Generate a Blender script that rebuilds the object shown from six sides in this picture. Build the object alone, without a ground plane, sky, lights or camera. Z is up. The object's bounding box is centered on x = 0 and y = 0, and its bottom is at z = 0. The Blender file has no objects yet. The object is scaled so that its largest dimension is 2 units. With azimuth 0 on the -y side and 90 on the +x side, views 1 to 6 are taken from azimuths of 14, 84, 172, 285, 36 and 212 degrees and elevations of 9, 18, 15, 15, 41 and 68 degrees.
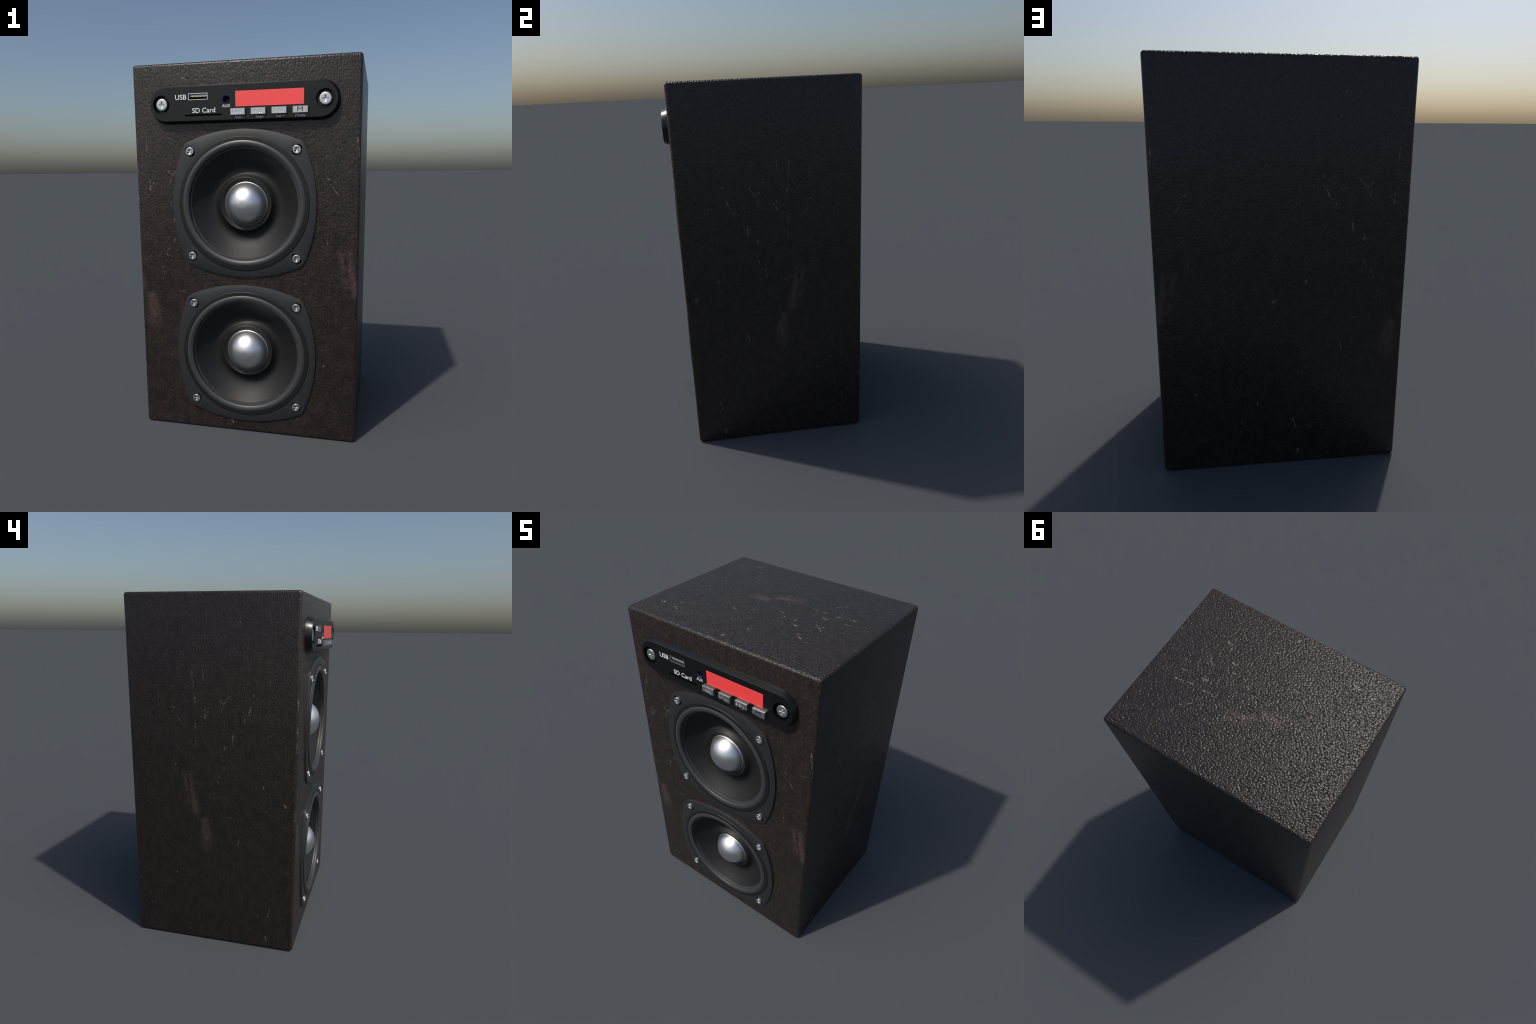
# Small two-driver bookshelf loudspeaker covered in worn black leatherette,
# with an oblong media-player panel above two round drivers.
import bpy, bmesh, math, random
from mathutils import Vector
random.seed(7)

# ------------------------------------------------------------------ sizes (m)
X = 0.599                      # cabinet half width
YF, YB = -0.4555, 0.5065       # cabinet front and back
ZT = 2.0                       # cabinet top
EDGE = 0.016                   # cabinet edge radius
DRIVER_Z = (1.2716, 0.4548)    # heights of the two driver centres
PLATE_Y = -0.466               # front of the driver frames
PANEL_Y, PANEL_Z = -0.4912, 1.7873   # front and height of the control panel
TAU = 2 * math.pi

# ------------------------------------------------------------ node helpers
def new_mat(name):
    m = bpy.data.materials.new(name)
    m.use_nodes = True
    nt = m.node_tree
    return m, nt, nt.nodes["Principled BSDF"]

class G:
    """tiny helper to write node graphs as expressions"""
    def __init__(s, nt): s.nt = nt
    def put(s, sock, v):
        if v is None: return
        if isinstance(v, bpy.types.NodeSocket): s.nt.links.new(v, sock)
        else: sock.default_value = v
    def m(s, op, a, b=None, c=None, clamp=False):
        n = s.nt.nodes.new("ShaderNodeMath"); n.operation = op; n.use_clamp = clamp
        for i, v in enumerate((a, b, c)): s.put(n.inputs[i], v)
        return n.outputs[0]
    def v(s, op, a, b=None, scale=None):
        n = s.nt.nodes.new("ShaderNodeVectorMath"); n.operation = op
        s.put(n.inputs[0], a); s.put(n.inputs[1], b)
        if scale is not None: s.put(n.inputs["Scale"], scale)
        return n.outputs["Value"] if op in ("DOT_PRODUCT", "LENGTH", "DISTANCE") else n.outputs[0]
    def sep(s, a):
        n = s.nt.nodes.new("ShaderNodeSeparateXYZ"); s.put(n.inputs[0], a); return n.outputs
    def comb(s, x, y, z=0.0):
        n = s.nt.nodes.new("ShaderNodeCombineXYZ")
        for i, q in enumerate((x, y, z)): s.put(n.inputs[i], q)
        return n.outputs[0]
    def rng(s, v, a, b, c=0.0, d=1.0, smooth=True):
        n = s.nt.nodes.new("ShaderNodeMapRange")
        n.interpolation_type = "SMOOTHSTEP" if smooth else "LINEAR"
        for i, q in enumerate((v, a, b, c, d)): s.put(n.inputs[i], q)
        return n.outputs[0]
    def noise(s, vec, scale, detail=3.0, rough=0.55, dims="2D", distortion=0.0, color=False):
        n = s.nt.nodes.new("ShaderNodeTexNoise"); n.noise_dimensions = dims
        s.put(n.inputs["Vector"], vec); n.inputs["Scale"].default_value = scale
        n.inputs["Detail"].default_value = detail; n.inputs["Roughness"].default_value = rough
        n.inputs["Distortion"].default_value = distortion
        return n.outputs["Color" if color else "Fac"]
    def voro(s, vec, scale, feature="F1", rand=1.0):
        n = s.nt.nodes.new("ShaderNodeTexVoronoi"); n.voronoi_dimensions = "2D"; n.feature = feature
        s.put(n.inputs["Vector"], vec); n.inputs["Scale"].default_value = scale
        n.inputs["Randomness"].default_value = rand
        return n.outputs["Distance"]
    def mix(s, f, a, b):
        n = s.nt.nodes.new("ShaderNodeMix"); n.data_type = "RGBA"
        s.put(n.inputs[0], f); s.put(n.inputs[6], a); s.put(n.inputs[7], b)
        return n.outputs[2]
    def bump(s, h, strength, dist, normal=None):
        n = s.nt.nodes.new("ShaderNodeBump")
        s.put(n.inputs["Strength"], strength); n.inputs["Distance"].default_value = dist
        s.put(n.inputs["Height"], h); s.put(n.inputs["Normal"], normal)
        return n.outputs[0]

# ------------------------------------------------------------ leatherette
# scuff flecks along the creases: (depth, height) ends on a side wall, width in mm
FLECKS = [
 (0.126, 1.609, 0.117, 1.507, 3), (0.115, 1.489, 0.110, 1.414, 4), (0.110, 1.323, 0.111, 1.271, 3),
 (0.110, 1.241, 0.113, 1.187, 3), (0.064, 1.607, 0.061, 1.544, 3), (0.238, 1.411, 0.234, 1.399, 4),
 (0.222, 1.365, 0.197, 1.324, 4), (0.054, 1.399, 0.054, 1.349, 5), (0.037, 1.389, 0.054, 1.352, 3),
 (-0.029, 1.451, -0.050, 1.425, 3), (-0.084, 1.471, -0.050, 1.423, 3), (-0.036, 1.385, -0.050, 1.423, 3),
 (-0.202, 1.417, -0.186, 1.373, 5), (-0.170, 1.352, -0.164, 1.332, 4), (-0.103, 1.262, -0.097, 1.216, 4),
 (-0.056, 1.200, -0.055, 1.181, 4), (-0.053, 1.076, -0.050, 1.065, 7), (-0.022, 1.030, -0.013, 0.993, 4),
 (0.007, 0.924, 0.004, 0.881, 3), (0.060, 0.990, 0.099, 0.957, 2), (-0.273, 0.989, -0.276, 0.978, 8),
 (-0.064, 0.792, -0.090, 0.792, 4), (-0.137, 0.663, -0.127, 0.620, 3), (0.241, 1.113, 0.237, 1.074, 3),
 (0.132, 1.446, 0.170, 1.433, 2), (0.086, 1.446, 0.091, 1.440, 4), (-0.219, 1.491, -0.215, 1.473, 4),
 (-0.317, 1.360, -0.316, 1.352, 4), (-0.391, 0.900, -0.401, 0.882, 8), (-0.394, 0.789, -0.384, 0.740, 3),
 (0.336, 0.322, 0.348, 0.309, 5), (0.295, 0.354, 0.304, 0.342, 4), (0.420, 0.199, 0.418, 0.195, 5),
 (0.425, 0.265, 0.431, 0.238, 3), (-0.320, 0.260, -0.305, 0.205, 4), (-0.295, 0.074, -0.301, 0.045, 7),
 (-0.417, 0.499, -0.421, 0.494, 4), (-0.140, 1.852, -0.144, 1.847, 4), (-0.442, 0.813, -0.448, 0.808, 5),
 (0.488, 0.355, 0.486, 0.349, 4)]
SMEARS = [(0.165, 1.02, 0.128, 0.82, 30), (0.070, 0.760, 0.055, 0.590, 28)]

def leather():
    mat, nt, bsdf = new_mat("worn_leatherette")
    g = G(nt)
    pos = nt.nodes.new("ShaderNodeTexCoord").outputs["Object"]
    nrm = nt.nodes.new("ShaderNodeNewGeometry").outputs["True Normal"]
    x, y, z = g.sep(pos)
    nx, ny, nz = [g.m("ABSOLUTE", q) for q in g.sep(nrm)]
    front = g.m("GREATER_THAN", ny, g.m("MAXIMUM", nx, nz))
    top = g.m("GREATER_THAN", nz, g.m("MAXIMUM", nx, ny))
    # one sheet is stretched once over every wall: a = depth-like, b = height-like, both 0..1
    a_side = g.m("DIVIDE", g.m("ADD", y, 0.447), 0.95)
    a_front = g.m("FRACT", g.m("SUBTRACT", 1.59, g.m("DIVIDE", g.m("ADD", x, 0.596), 1.192)))
    b_side = g.m("MULTIPLY", z, 0.5)
    b_top = g.m("FRACT", g.m("ADD", g.m("DIVIDE", g.m("SUBTRACT", x, 0.075), 1.192), 1.5))
    a = g.m("ADD", a_side, g.m("MULTIPLY", front, g.m("SUBTRACT", a_front, a_side)))
    b = g.m("ADD", b_side, g.m("MULTIPLY", top, g.m("SUBTRACT", b_top, b_side)))
    uv = g.comb(a, b)
    # pebble grain
    wob = g.v("SCALE", g.v("SUBTRACT", g.noise(uv, 55, 2, color=True), (0.5, 0.5, 0.5)), scale=0.007)
    uvw = g.v("SCALE", g.v("ADD", uv, wob), scale=g.m("SUBTRACT", 1.30, g.m("MULTIPLY", top, 0.30)))
    cell = g.voro(uvw, 94, "F1", 0.92)
    edge = g.voro(uvw, 94, "DISTANCE_TO_EDGE", 0.92)
    fine = g.noise(uv, 210, 2)
    mid = g.noise(uv, 30, 3)
    big = g.noise(uv, 6, 3)
    # long creases: edges of big warped cells, partly faded out
    warp = g.v("SCALE", g.v("SUBTRACT", g.noise(uv, 9, 4, color=True), (0.5, 0.5, 0.5)), scale=0.16)
    cr_e = g.voro(g.v("ADD", uv, warp), 7, "DISTANCE_TO_EDGE")
    crease = g.m("MULTIPLY", g.rng(cr_e, 0.0, 0.035, 1.0, 0.0), g.rng(g.noise(uv, 11, 2), 0.45, 0.62))
    warp2 = g.v("SCALE", g.v("SUBTRACT", g.noise(uv, 24, 3, color=True), (0.5, 0.5, 0.5)), scale=0.07)
    cr_e2 = g.voro(g.v("ADD", uv, warp2), 20, "DISTANCE_TO_EDGE")
    crease2 = g.m("MULTIPLY", g.rng(cr_e2, 0.0, 0.06, 1.0, 0.0), g.rng(g.noise(uv, 17, 2), 0.52, 0.66))
    # scuffs, measured in side-wall metres and broken up by noise
    jag = g.v("SCALE", g.v("SUBTRACT", g.noise(uv, 120, 3, color=True), (0.5, 0.5, 0.5)), scale=0.015)
    pm = g.v("ADD", g.comb(g.m("SUBTRACT", g.m("MULTIPLY", a, 0.95), 0.447), g.m("MULTIPLY", b, 2.0)), jag)
    def stroke(prev, f, soft):
        ya, za, yb, zb, w = f
        A, D = Vector((ya, za, 0)), Vector((yb - ya, zb - za, 0))
        # chained through prev so that the strokes are evaluated one after another
        rel = g.v("SUBTRACT", g.v("ADD", pm, g.comb(g.m("MULTIPLY", prev, 1e-7), 0.0)), tuple(A))
        t = g.m("DIVIDE", g.v("DOT_PRODUCT", rel, tuple(D)), D.length_squared, clamp=True)
        d = g.v("LENGTH", g.v("SUBTRACT", rel, g.v("SCALE", tuple(D), scale=t)))
        hit = g.rng(d, w * 0.001 * (0.05 if soft else 0.25), w * 0.001 * (1.5 if soft else 0.95), 1.0, 0.0)
        return g.m("MAXIMUM", prev, hit)
    fl = 0.0
    for f in FLECKS: fl = stroke(fl, f, False)
    # the rubbed patches wander more broadly
    pm = g.v("ADD", pm, g.v("SCALE", g.v("SUBTRACT", g.noise(uv, 14, 3, color=True), (0.5, 0.5, 0.5)), scale=0.05))
    sm = 0.0
    for f in SMEARS: sm = stroke(sm, f, True)
    fleck = g.m("MULTIPLY", fl, g.rng(g.noise(uv, 85, 3), 0.33, 0.54))
    spots = g.m("MULTIPLY", g.rng(g.noise(uv, 46, 2), 0.76, 0.82), g.rng(big, 0.50, 0.62))
    fleck = g.m("MAXIMUM", fleck, g.m("MULTIPLY", spots, 0.6))
    smear = g.m("MULTIPLY", sm, g.rng(g.noise(uv, 26, 4), 0.28, 0.60))
    # colour: near-black pebbles in a slightly brown net
    net = g.m("MULTIPLY", g.rng(edge, 0.0, 0.30, 1.0, 0.0), g.rng(mid, 0.25, 0.70))
    net = g.m("MULTIPLY", net, g.rng(g.noise(uv, 130, 2), 0.30, 0.60))
    net = g.m("ADD", net, g.m("MULTIPLY", g.rng(g.noise(uv, 95, 2), 0.52, 0.75), 0.35))
    col = g.mix(g.m("ADD", g.m("MULTIPLY", net, 0.85), g.m("MULTIPLY", big, 0.15)),
                (0.0125, 0.0100, 0.0090, 1), (0.054, 0.035, 0.027, 1))
    col = g.mix(g.m("MULTIPLY", smear, 0.66), col, (0.095, 0.065, 0.056, 1))
    col = g.mix(fleck, col, g.mix(top, (0.17, 0.137, 0.118, 1), (0.36, 0.285, 0.235, 1)))
    nt.links.new(col, bsdf.inputs["Base Color"])
    # relief
    h = g.m("MULTIPLY", g.m("MULTIPLY", cell, cell), -1.0)
    h = g.m("ADD", h, g.m("MULTIPLY", fine, 0.05))
    h = g.m("ADD", h, g.m("MULTIPLY", mid, 0.12))
    h = g.m("SUBTRACT", h, g.m("MULTIPLY", crease, 0.50))
    h = g.m("SUBTRACT", h, g.m("MULTIPLY", crease2, 0.28))
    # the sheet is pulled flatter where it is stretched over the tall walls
    lift = g.m("ADD", 0.36, g.m("MULTIPLY", top, 0.56))
    nt.links.new(g.bump(h, lift, 0.0043), bsdf.inputs["Normal"])
    nt.links.new(g.m("ADD", 0.32, g.m("MULTIPLY", mid, 0.10)), bsdf.inputs["Roughness"])
    bsdf.inputs["Specular IOR Level"].default_value = 0.5
    return mat

def plain(name, color, rough, metal=0.0, spec=0.5, grain=0.0, grain_scale=200, coat=0.0, emit=None):
    """solid material whose colour and gloss wander a little"""
    mat, nt, bsdf = new_mat(name)
    g = G(nt)
    pos = nt.nodes.new("ShaderNodeTexCoord").outputs["Object"]
    n = g.noise(pos, 9, 4, dims="3D")
    lo = tuple(c * 0.93 for c in color) + (1,)
    hi = tuple(min(1, c * 1.07) for c in color) + (1,)
    nt.links.new(g.mix(n, lo, hi), bsdf.inputs["Base Color"])
    nt.links.new(g.rng(n, 0.2, 0.8, rough - 0.015, rough + 0.015), bsdf.inputs["Roughness"])
    bsdf.inputs["Metallic"].default_value = metal
    bsdf.inputs["Specular IOR Level"].default_value = spec
    if coat: bsdf.inputs["Coat Weight"].default_value = coat; bsdf.inputs["Coat Roughness"].default_value = 0.2
    if grain:
        nt.links.new(g.bump(g.noise(pos, grain_scale, 2, dims="3D"), grain, 0.001), bsdf.inputs["Normal"])
    if emit:
        bsdf.inputs["Emission Color"].default_value = emit[0] + (1,)
        bsdf.inputs["Emission Strength"].default_value = emit[1]
    return mat

LEATHER = leather()
PANEL = plain("glossy_black_plastic", (0.004, 0.0042, 0.0045), 0.31)
FRAME = plain("dark_grey_painted_steel", (0.018, 0.0195, 0.020), 0.45, spec=0.75)
RUBBER = plain("black_rubber", (0.010, 0.010, 0.010), 0.45, spec=0.45)
ROLL = plain("dark_grey_rubber_roll", (0.040, 0.040, 0.041), 0.44, spec=0.7)
CONE = plain("black_paper_cone", (0.010, 0.010, 0.0098), 0.54, spec=0.42)
DOME = plain("polished_aluminium", (0.80, 0.81, 0.83), 0.38, metal=1.0)
STEEL = plain("zinc_plated_steel", (0.74, 0.75, 0.76), 0.36, metal=1.0)
KEY = plain("satin_metal_key", (0.74, 0.75, 0.76), 0.34, metal=1.0, grain=0.05)
HOLE = plain("deep_black", (0.001, 0.001, 0.001), 0.8, spec=0.05)  # darkness inside bores, slots and screw slits, painted near-black
LED = plain("red_lit_display", (0.35, 0.015, 0.015), 0.35, coat=1.0, emit=((1.0, 0.075, 0.072), 0.50))
WHITE = plain("white_lettering", (0.93, 0.93, 0.93), 0.5)
GREY = plain("grey_lettering", (0.80, 0.81, 0.88), 0.5)
BLUE = plain("dark_blue_plastic", (0.020, 0.014, 0.095), 0.22)
GOLD = plain("gold_contact", (0.75, 0.50, 0.12), 0.3, metal=1.0)
USBIN = plain("grey_plastic_tongue", (0.42, 0.44, 0.47), 0.4)
INK = plain("black_ink", (0.008, 0.008, 0.009), 0.5)

# ------------------------------------------------------------ mesh helpers
def obj_from_bm(bm, name, mats, parent=None, loc=(0, 0, 0), smooth=35):
    me = bpy.data.meshes.new(name)
    bmesh.ops.remove_doubles(bm, verts=bm.verts[:], dist=1e-6)
    bm.normal_update()
    bm.to_mesh(me); bm.free()
    for m in (mats if isinstance(mats, (list, tuple)) else [mats]): me.materials.append(m)
    me.polygons.foreach_set("use_smooth", [True] * len(me.polygons))
    me.set_sharp_from_angle(angle=math.radians(smooth))
    ob = bpy.data.objects.new(name, me)
    bpy.context.scene.collection.objects.link(ob)
    ob.location = loc
    if parent: ob.parent = parent
    return ob

def instance(src, parent, loc, rot=0.0):
    ob = src.copy()
    bpy.context.scene.collection.objects.link(ob)
    ob.parent, ob.location = parent, loc
    ob.rotation_euler = (0, rot, 0)
    return ob

def loop(bm, pts):
    return [bm.verts.new(p) for p in pts]

def bridge(bm, A, B, mat=0):
    n = len(A)
    for i in range(n):
        f = bm.faces.new((A[i], A[(i + 1) % n], B[(i + 1) % n], B[i])); f.material_index = mat

def xz(pts, y):
    return [(p[0], y, p[1]) for p in pts]

def circle(r, n=48, cx=0, cz=0):
    return [(cx + r * math.cos(TAU * i / n), cz + r * math.sin(TAU * i / n)) for i in range(n)]

def rect(x0, x1, z0, z1):
    return [(x0, z0), (x1, z0), (x1, z1), (x0, z1)]

def stadium(half, r, n=32, cz=0.0):
    out = []
    for s in (1, -1):
        for i in range(n + 1):
            t = -math.pi / 2 + math.pi * i / n + (0 if s > 0 else math.pi)
            out.append((s * half + r * math.cos(t), cz + r * math.sin(t)))
    return out

def face_with_holes(bm, outer, holes, mat=0):
    """fill a flat outline, leaving the holes open"""
    edges = []
    for L in [outer] + holes:
        for i in range(len(L)):
            a, b = L[i], L[(i + 1) % len(L)]
            edges.append(bm.edges.get((a, b)) or bm.edges.new((a, b)))
    r = bmesh.ops.triangle_fill(bm, use_beauty=True, use_dissolve=False, edges=edges, normal=(0, -1, 0))
    for f in r["geom"]:
        if isinstance(f, bmesh.types.BMFace):
            f.material_index = mat
            f.normal_update()
            if f.normal.y > 0: f.normal_flip()

def lathe(bm, prof, n=128, mat=0, close=False):
    """revolve (radius, y) points about the y axis"""
    prev = None
    for r, y in prof:
        if r < 1e-6:
            c = bm.verts.new((0, y, 0))
            for i in range(n):
                f = bm.faces.new((prev[i], prev[(i + 1) % n], c)); f.material_index = mat
            return
        L = loop(bm, xz(circle(r, n), y))
        if prev: bridge(bm, prev, L, mat)
        prev = L

def fix_normals(bm):
    bmesh.ops.remove_doubles(bm, verts=bm.verts[:], dist=1e-6)
    bmesh.ops.recalc_face_normals(bm, faces=bm.faces[:])

def box(bm, x0, x1, y0, y1, z0, z1, mat=0, bev=0.0, seg=1):
    v = [bm.verts.new((x, y, z)) for x in (x0, x1) for y in (y0, y1) for z in (z0, z1)]
    fs = []
    for q in ((0, 1, 3, 2), (4, 6, 7, 5), (0, 4, 5, 1), (2, 3, 7, 6), (0, 2, 6, 4), (1, 5, 7, 3)):
        f = bm.faces.new([v[i] for i in q]); f.material_index = mat; fs.append(f)
    if bev:
        es = list({e for f in fs for e in f.edges})
        bmesh.ops.bevel(bm, geom=es, offset=bev, segments=seg, profile=0.5, affect="EDGES", material=mat)

def smooth_profile(pts, sub=6):
    """Catmull-Rom through hand-placed (radius, y) points"""
    out = []
    for i in range(len(pts) - 1):
        p0, p1 = pts[max(i - 1, 0)], pts[i]
        p2, p3 = pts[i + 1], pts[min(i + 2, len(pts) - 1)]
        for k in range(sub):
            t = k / sub
            out.append(tuple(0.5 * (2 * p1[c] + (p2[c] - p0[c]) * t + (2 * p0[c] - 5 * p1[c] + 4 * p2[c] - p3[c]) * t * t
                                    + (3 * p1[c] - p0[c] - 3 * p2[c] + p3[c]) * t ** 3) for c in (0, 1)))
    return out + [pts[-1]]

# ------------------------------------------------------------ the thing
root = bpy.data.objects.new("loudspeaker", None)
bpy.context.scene.collection.objects.link(root)
root["label"] = "black leatherette bookshelf speaker with two round drivers and a player panel"
root["category"] = "loudspeaker"

# ---- cabinet: rounded box, bored out behind the two drivers
bm = bmesh.new()
box(bm, -X, X, YF, YB, 0, ZT, bev=EDGE, seg=5)
cab = obj_from_bm(bm, "cabinet", [LEATHER, HOLE], root)
cutters = []
for dz in DRIVER_Z:
    bm = bmesh.new()
    bmesh.ops.create_cone(bm, cap_ends=True, segments=96, radius1=0.322, radius2=0.322, depth=0.4)
    bmesh.ops.rotate(bm, verts=bm.verts[:], cent=(0, 0, 0), matrix=__import__("mathutils").Matrix.Rotation(math.pi / 2, 3, "X"))
    bmesh.ops.translate(bm, verts=bm.verts[:], vec=(0, -0.5, dz))
    c = obj_from_bm(bm, "cutter", HOLE)
    md = cab.modifiers.new("bore", "BOOLEAN"); md.object = c; md.operation = "DIFFERENCE"; md.solver = "EXACT"
    cutters.append(c)
dg = bpy.context.evaluated_depsgraph_get()
me = bpy.data.meshes.new_from_object(cab.evaluated_get(dg))
cab.modifiers.clear(); cab.data = me
for c in cutters: bpy.data.objects.remove(c, do_unlink=True)
me.polygons.foreach_set("use_smooth", [True] * len(me.polygons))
me.set_sharp_from_angle(angle=math.radians(40))

# ---- driver frame: square with bulged sides and rounded corners, slotted for screws
def frame_outline(shrink=0.0, half=0.3855, R=0.75, rho=0.05, n=40):
    """four big arcs, corners rounded with radius rho"""
    k = half - R
    c = (-2 * -k + math.sqrt(max(0, 4 * k * k - 8 * (k * k - (R - rho) ** 2)))) / 4   # corner of the inset shape
    a = math.asin(c / (R - rho))
    out = []
    for q in range(4):
        rot = q * math.pi / 2
        side = [(R * math.sin(t), k + R * math.cos(t)) for t in [a - 2 * a * i / n for i in range(n + 1)]]
        corner = [(-c + rho * math.cos(t), c + rho * math.sin(t)) for t in
                  [math.pi / 2 + a + (math.pi / 2 - 2 * a) * i / 12 for i in range(1, 12)]]
        for px, pz in side + corner:
            l = 1 - shrink / math.hypot(px, pz)
            out.append((l * (px * math.cos(rot) - pz * math.sin(rot)), l * (px * math.sin(rot) + pz * math.cos(rot))))
    return out

SX, SZ = 0.2836, 0.2771
def slot(cx, cz, run=0.0100, r=0.0188, n=12):
    """oblong screw slot pointing at the driver centre"""
    th = math.atan2(cz, cx)
    return [(cx + p * math.cos(th) - q * math.sin(th), cz + p * math.sin(th) + q * math.cos(th))
            for p, q in stadium(run, r, n)]

bm = bmesh.new()
rows = [loop(bm, xz(frame_outline(s), y)) for s, y in
        ((0, YF + 0.002), (0, PLATE_Y + 0.0012), (0.0004, PLATE_Y + 0.0004), (0.0012, PLATE_Y))]
for A, B in zip(rows, rows[1:]): bridge(bm, A, B)
holes = [loop(bm, xz(circle(0.3450, 128), PLATE_Y))]
for sx in (-1, 1):
    for sz in (-1, 1):
        holes.append(loop(bm, xz(slot(sx * SX, sz * SZ), PLATE_Y)))
face_with_holes(bm, rows[-1], holes)
for h in holes:
    back = loop(bm, [(v.co.x, YF - 0.0005, v.co.z) for v in h])
    bridge(bm, h, back)
    if len(h) < 100: bm.faces.new(back).material_index = 1
fix_normals(bm)
woofer = obj_from_bm(bm, "woofer", [FRAME, HOLE], root, (0, 0, DRIVER_Z[0]), 30)

# ---- surround: flat rubber ring, then the half-round roll
bm = bmesh.new()
lathe(bm, [(0.3515, -0.4640), (0.3512, -0.4672), (0.3502, -0.4690), (0.3488, -0.4700),
           (0.3470, -0.4704), (0.3280, -0.4704)], 160, 0)
roll = [(0.3292, -0.4690)]
for i in range(13):            # shallow arc between a quick outer rise and a steep inner drop
    u = -1 + i / 6
    roll.append((0.3136 - 0.0152 * u, -0.4712 - 0.0054 * (1 - u * u) + 0.0010 * (1 + u)))
roll += [(0.2976, -0.4672), (0.2968, -0.4630), (0.2965, -0.4560), (0.2960, -0.4495)]
lathe(bm, roll + [(0.2950, -0.4478), (0.2880, -0.4474)], 160, 1)
fix_normals(bm)
surround = obj_from_bm(bm, "surround", [RUBBER, ROLL], woofer, smooth=42)

# ---- cone: wall curving into a trough and up to the collar round the dust cap
bm = bmesh.new()
prof = smooth_profile([(0.2905, -0.4464), (0.2700, -0.4290), (0.2500, -0.4130), (0.2300, -0.3990), (0.2120, -0.3885),
                       (0.1960, -0.3820), (0.1810, -0.3800), (0.1680, -0.3830), (0.1570, -0.3900),
                       (0.1490, -0.3990), (0.1430, -0.4060)], 5)
prof += [(0.1405, -0.4085), (0.1385, -0.4092), (0.1365, -0.4086), (0.1300, -0.4040), (0.1190, -0.3985), (0.1100, -0.3960)]
lathe(bm, prof, 160)
fix_normals(bm)
cone = obj_from_bm(bm, "cone", CONE, woofer, smooth=50)

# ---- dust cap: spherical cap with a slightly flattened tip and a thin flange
bm = bmesh.new()
R, H, Y0 = 0.1125, 0.080, -0.4015
rho = (R * R + H * H) / (2 * H); yc = Y0 - H + rho
prof = [(0.1178, -0.3960), (0.1170, -0.3975), (0.1155, -0.3985), (0.1143, -0.3992), (0.1133, -0.4001)]
amax = math.asin(R / rho)
for i in range(40):
    a = amax * (1 - i / 40)
    if rho * math.sin(a) > 0.021: prof.append((rho * math.sin(a), yc - rho * math.cos(a)))
tip = yc - math.sqrt(rho ** 2 - 0.0195 ** 2)
prof += [(0.0195, tip), (0.012, tip - 0.0006), (0.0, tip - 0.0008)]
lathe(bm, prof, 128)
fix_normals(bm)
cap = obj_from_bm(bm, "dust_cap", DOME, woofer, smooth=50)

# ---- cross-slot screws
def cross_screw(name, R, rim, drop, arm, w, back, mats, slits=False):
    """head facing -y at y=0: rounded rim, cross recess with sloping floors"""
    bm = bmesh.new()
    e = R * (0.09 if slits else 0.16)
    prof = [(R, back), (R, e)]
    for i in range(1, 6):
        t = math.pi / 2 * i / 5
        prof.append((R - e + e * math.cos(t), e - e * math.sin(t)))
    if slits: prof += [(rim, 0.0), (rim - 0.0006, drop)]
    lathe(bm, prof, 48)
    bm.verts.ensure_lookup_table()
    ring = bm.verts[-48:]
    y = drop if slits else 0.0
    h = w / 2
    cross, I, O = [], [], []
    d0, d1 = y + 0.0016, y + arm * 0.45
    for k in range(4):
        c, s = round(math.cos(k * math.pi / 2)), round(math.sin(k * math.pi / 2))
        P = lambda p, q, yy: bm.verts.new((p * c - q * s, yy, p * s + q * c))
        O.append((P(arm, -h, y), P(arm, h, y), P(arm * 0.96, h * 0.9, d0), P(arm * 0.96, -h * 0.9, d0)))
        I.append((P(h, h, y), P(h * 0.8, h * 0.8, d1)))
    for k in range(4):
        o1, o2, b2, b1 = O[k]
        i1, c1 = I[k - 1]; i2, c2 = I[k]
        for f in ((o1, o2, b2, b1), (b1, b2, c2, c1), (o1, b1, c1, i1), (o2, i2, c2, b2)): bm.faces.new(f)
        cross += [o1, o2, i2]
    bm.faces.new([I[k][1] for k in range(4)])
    holes = [cross]
    if slits:
        for k in range(4):
            t0 = math.pi / 4 + k * math.pi / 2
            r0, r1, da = rim * 0.74, rim * 0.96, 0.40
            pts = [(r1 * math.cos(t0 + da * q), r1 * math.sin(t0 + da * q)) for q in (-1, -0.33, 0.33, 1)] + \
                  [(r0 * math.cos(t0 + da * q), r0 * math.sin(t0 + da * q)) for q in (1, 0, -1)]
            L = loop(bm, xz(pts, y)); B = loop(bm, xz(pts, y + 0.006))
            bridge(bm, L, B, 1); bm.faces.new(B).material_index = 1
            holes.append(L)
    face_with_holes(bm, list(ring), holes)
    fix_normals(bm)
    return obj_from_bm(bm, name, mats, smooth=30)

SCREW_Y = -0.4738
screw = cross_screw("screw", 0.0210, 0.0150, 0.0012, 0.0140, 0.0060, 0.026, [STEEL, HOLE], True)
first = True
for sx in (-1, 1):
    for sz in (1, -1):
        loc = (sx * SX, SCREW_Y, sz * SZ)
        if first: screw.parent, screw.location, first = woofer, loc, False
        else: instance(screw, woofer, loc)

# ---- second driver shares all meshes with the first
woofer2 = instance(woofer, root, (0, 0, DRIVER_Z[1]))
for ch in list(woofer.children):
    instance(ch, woofer2, ch.location.copy())

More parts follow.
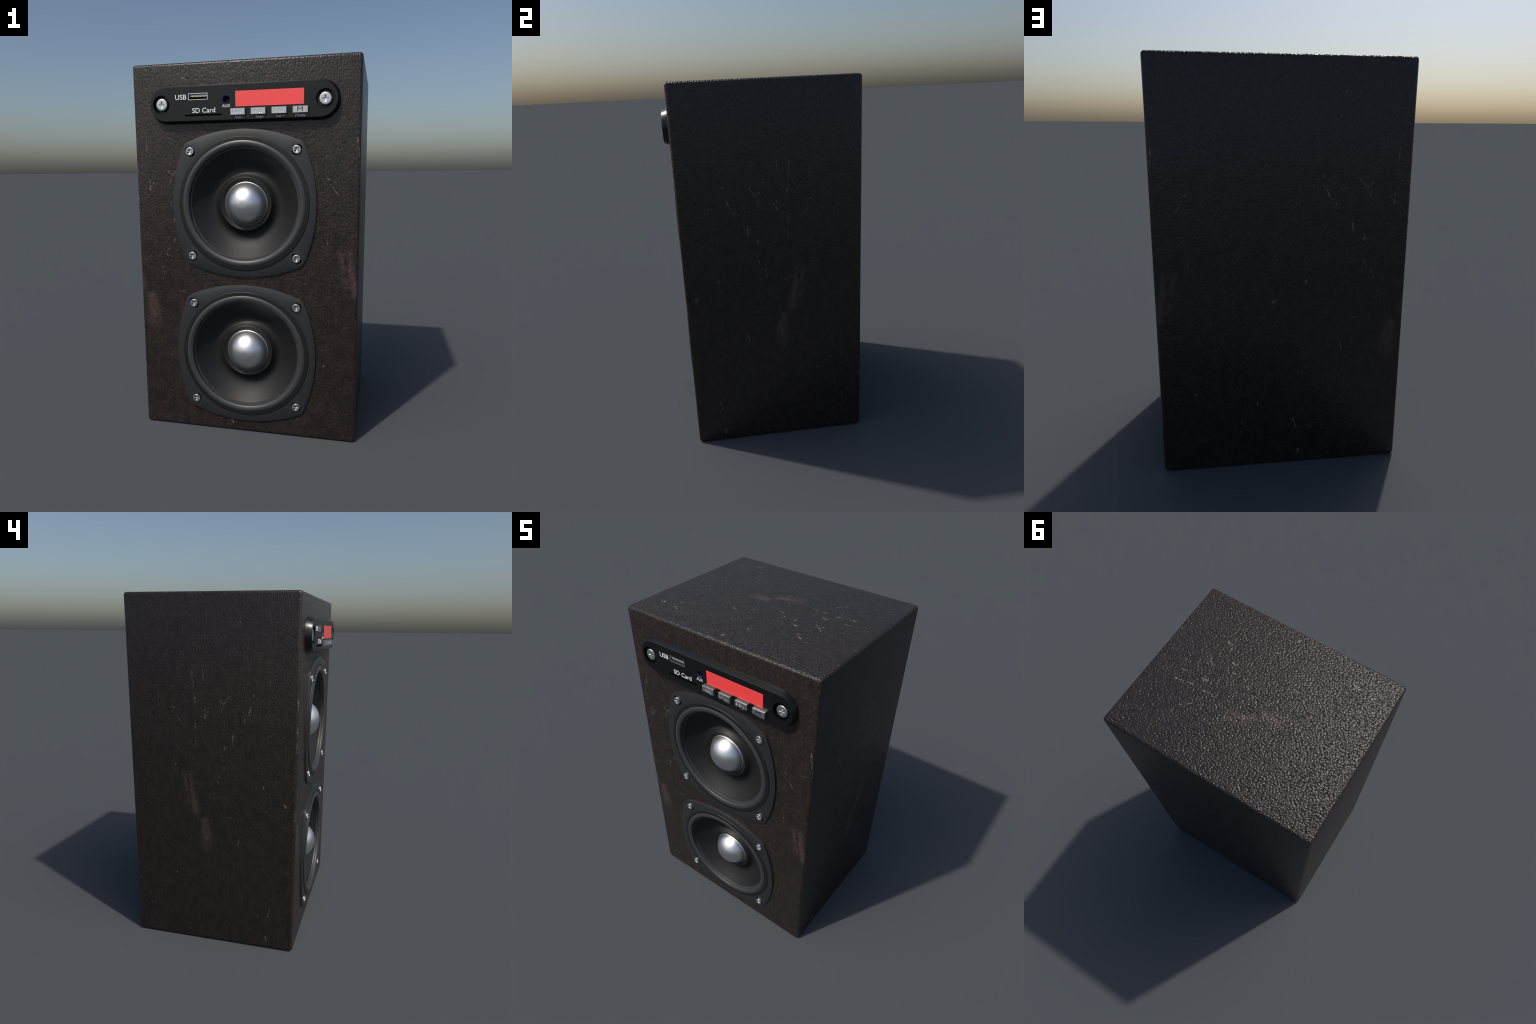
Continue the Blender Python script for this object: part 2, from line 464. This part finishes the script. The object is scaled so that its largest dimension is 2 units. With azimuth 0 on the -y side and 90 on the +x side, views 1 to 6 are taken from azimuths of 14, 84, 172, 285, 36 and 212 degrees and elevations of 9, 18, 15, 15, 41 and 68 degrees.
# ------------------------------------------------------------ control panel
SCREW_X, BORE = 0.425, 0.0465
USB = (-0.2748, -0.1702, 1.8045, 1.8382)
SLOT = (-0.2955, -0.0975, 1.7252, 1.7330)
AUX = (-0.0732, 1.8018, 0.0208)
bm = bmesh.new()
def panel_ring(k, y):           # k: 0 at the wall, 1 at the face
    return loop(bm, xz(stadium(0.4005, 0.0978 - 0.0125 * k, 32, PANEL_Z), y))
rows = [panel_ring(0, YF + 0.001), panel_ring(0.97, PANEL_Y + 0.0011),
        panel_ring(1.03, PANEL_Y)]
for A, B in zip(rows, rows[1:]): bridge(bm, A, B)
cuts = [(circle(BORE, 48, s * SCREW_X, PANEL_Z + 0.0005), 0.034, 0) for s in (-1, 1)]
cuts += [(rect(USB[0] - 0.0015, USB[1] + 0.0015, USB[2] - 0.0015, USB[3] + 0.0015), 0.030, 1),
         (rect(*SLOT), 0.030, 1), (circle(AUX[2] + 0.0002, 40, AUX[0], AUX[1]), 0.036, 1)]
fl = [loop(bm, xz(p, PANEL_Y)) for p, d, m in cuts]
face_with_holes(bm, rows[-1], fl)
for L, (p, d, m) in zip(fl, cuts):
    B = loop(bm, xz(p, PANEL_Y + d))
    bridge(bm, L, B, m); bm.faces.new(B).material_index = m
fix_normals(bm)
panel = obj_from_bm(bm, "control_panel", [PANEL, HOLE], root, smooth=25)

pscrew = cross_screw("panel_screw", 0.0312, 0.0, 0.0, 0.0168, 0.0080, 0.028, [STEEL, HOLE])
pscrew.parent, pscrew.location = panel, (-SCREW_X, -0.4872, PANEL_Z + 0.0005)
instance(pscrew, panel, (SCREW_X, -0.4872, PANEL_Z + 0.0005))

# display: thin lit window
bm = bmesh.new()
box(bm, -0.0245, 0.3215, PANEL_Y - 0.0018, PANEL_Y + 0.001, 1.7647, 1.8402, bev=0.0003)
obj_from_bm(bm, "display", LED, panel)

# usb socket: sheet-metal shell, tongue, contacts
bm = bmesh.new()
x0, x1, z0, z1 = USB
t = 0.0035
y0, y1 = PANEL_Y - 0.0015, PANEL_Y + 0.028
Ls = [loop(bm, xz(rect(*q), y)) for q, y in (((x0, x1, z0, z1), y1), ((x0, x1, z0, z1), y0),
      ((x0 + t, x1 - t, z0 + t, z1 - t), y0), ((x0 + t, x1 - t, z0 + t, z1 - t), y1))]
for A, B in zip(Ls, Ls[1:]): bridge(bm, A, B)
fix_normals(bm)
box(bm, x0 + 0.010, x1 - 0.0045, PANEL_Y + 0.004, PANEL_Y + 0.0275, 1.8215, 1.8320, 1, 0.0005)
for i in range(4):
    cx = x0 + 0.0235 + i * 0.0205
    box(bm, cx - 0.0042, cx + 0.0042, PANEL_Y + 0.0028, PANEL_Y + 0.026, 1.8190, 1.8225, 2)
obj_from_bm(bm, "usb_port", [STEEL, USBIN, GOLD], panel)

# headphone-size jack: blue funnel and tube
bm = bmesh.new()
lathe(bm, [(0.0206, 0.020), (0.0206, 0.0005), (0.0204, -0.0003), (0.0198, -0.0005), (0.0170, 0.0030), (0.0156, 0.0075), (0.0154, 0.030)], 48)
fix_normals(bm)
obj_from_bm(bm, "audio_jack", BLUE, panel, (AUX[0], PANEL_Y, AUX[1]), smooth=50)

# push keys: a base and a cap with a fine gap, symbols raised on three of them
KEYS = (-0.0470, 0.0580, 0.1634, 0.2689)
KW, KZ0, KZ1, KY = 0.0732, 1.7236, 1.7546, -0.5065
def tri(x0, x1, z, r):
    return [(x0, z), (x1, z - r), (x1, z + r)]
zc = (KZ0 + KZ1) / 2
SYM = ([rect(0.0095, 0.0125, zc - .0105, zc + .0105), tri(0.0165, 0.0365, zc, .0105), tri(0.0375, 0.0575, zc, .0105)],
       [tri(0.0345, 0.0105, zc, .0105), rect(0.042, 0.046, zc - .0105, zc + .0105), rect(0.0515, 0.0555, zc - .0105, zc + .0105)],
       [tri(0.0300, 0.0100, zc, .0105), tri(0.0500, 0.0310, zc, .0105), rect(0.0535, 0.0565, zc - .0105, zc + .0105)], [])
for kx, sym in zip(KEYS, SYM):
    bm = bmesh.new()
    box(bm, kx, kx + KW, KY + 0.0086, PANEL_Y + 0.002, KZ0, KZ1)
    box(bm, kx + 0.0016, kx + KW - 0.0016, KY + 0.0066, KY + 0.0090, KZ0 + 0.0016, KZ1 - 0.0016)
    box(bm, kx, kx + KW, KY + 0.0050, KY + 0.0070, KZ0, KZ1)
    box(bm, kx + 0.0016, kx + KW - 0.0016, KY + 0.0030, KY + 0.0054, KZ0 + 0.0016, KZ1 - 0.0016)
    fix_normals(bm)
    rows = [loop(bm, xz(rect(kx + q, kx + KW - q, KZ0 + q, KZ1 - q), y)) for q, y in
            ((0, KY + 0.0032), (0, KY + 0.0002), (0.0002, KY))]
    for A, B in zip(rows, rows[1:]): bridge(bm, A, B)
    cuts = [[(kx + px, pz) for px, pz in s] for s in sym]
    fl = [loop(bm, xz(p, KY)) for p in cuts]
    face_with_holes(bm, rows[-1], fl)
    for L, p in zip(fl, cuts):          # symbols are engraved, walls sloping in
        mx = sum(q[0] for q in p) / len(p); mz = sum(q[1] for q in p) / len(p)
        B = loop(bm, [(q[0] + (mx - q[0]) * 0.10, KY + 0.0020, q[1] + (mz - q[1]) * 0.10) for q in p])
        bridge(bm, L, B); bm.faces.new(B)
    fix_normals(bm)
    obj_from_bm(bm, "push_key", KEY, panel)

# lettering, built from the built-in font and fitted to its measured box
def lettering(text, mat, x0, x1, z0, z1, y, depth=0.0007, bold=0.0):
    cu = bpy.data.curves.new("lettering", "FONT")
    cu.body, cu.extrude, cu.offset, cu.resolution_u = text, 0.5, bold, 4
    tmp = bpy.data.objects.new("tmp", cu)
    bpy.context.scene.collection.objects.link(tmp)
    dg = bpy.context.evaluated_depsgraph_get()
    me = bpy.data.meshes.new_from_object(tmp.evaluated_get(dg))
    bpy.data.objects.remove(tmp, do_unlink=True)
    xs = [v.co.x for v in me.vertices]; ys = [v.co.y for v in me.vertices]; zs = [v.co.z for v in me.vertices]
    for v in me.vertices:
        fx = (v.co.x - min(xs)) / (max(xs) - min(xs)); fz = (v.co.y - min(ys)) / (max(ys) - min(ys))
        fd = (v.co.z - min(zs)) / (max(zs) - min(zs))
        v.co = (x0 + fx * (x1 - x0), y + depth * (0.5 - fd), z0 + fz * (z1 - z0))
    me.materials.append(mat)
    ob = bpy.data.objects.new("lettering", me)
    bpy.context.scene.collection.objects.link(ob)
    ob.parent = panel
    return ob
LY = PANEL_Y - 0.0003
lettering("USB", WHITE, -0.3466, -0.2852, 1.8085, 1.8337, LY, bold=0.006)
lettering("SD Card", WHITE, -0.2550, -0.1318, 1.7404, 1.7648, LY, bold=0.006)
lettering("AUX", WHITE, -0.0950, -0.0520, 1.7629, 1.7777, LY, bold=0.004)
lettering("Vol -", GREY, -0.0280, 0.0148, 1.7060, 1.7207, LY)
lettering("Scan", GREY, 0.0797, 0.1184, 1.7056, 1.7204, LY)
lettering("Vol +", GREY, 0.1804, 0.2266, 1.7060, 1.7207, LY)
lettering("Mode", GREY, 0.2796, 0.3292, 1.7058, 1.7206, LY)
lettering("M", INK, 0.2915, 0.3185, 1.7282, 1.7508, KY - 0.0001, depth=0.0004)
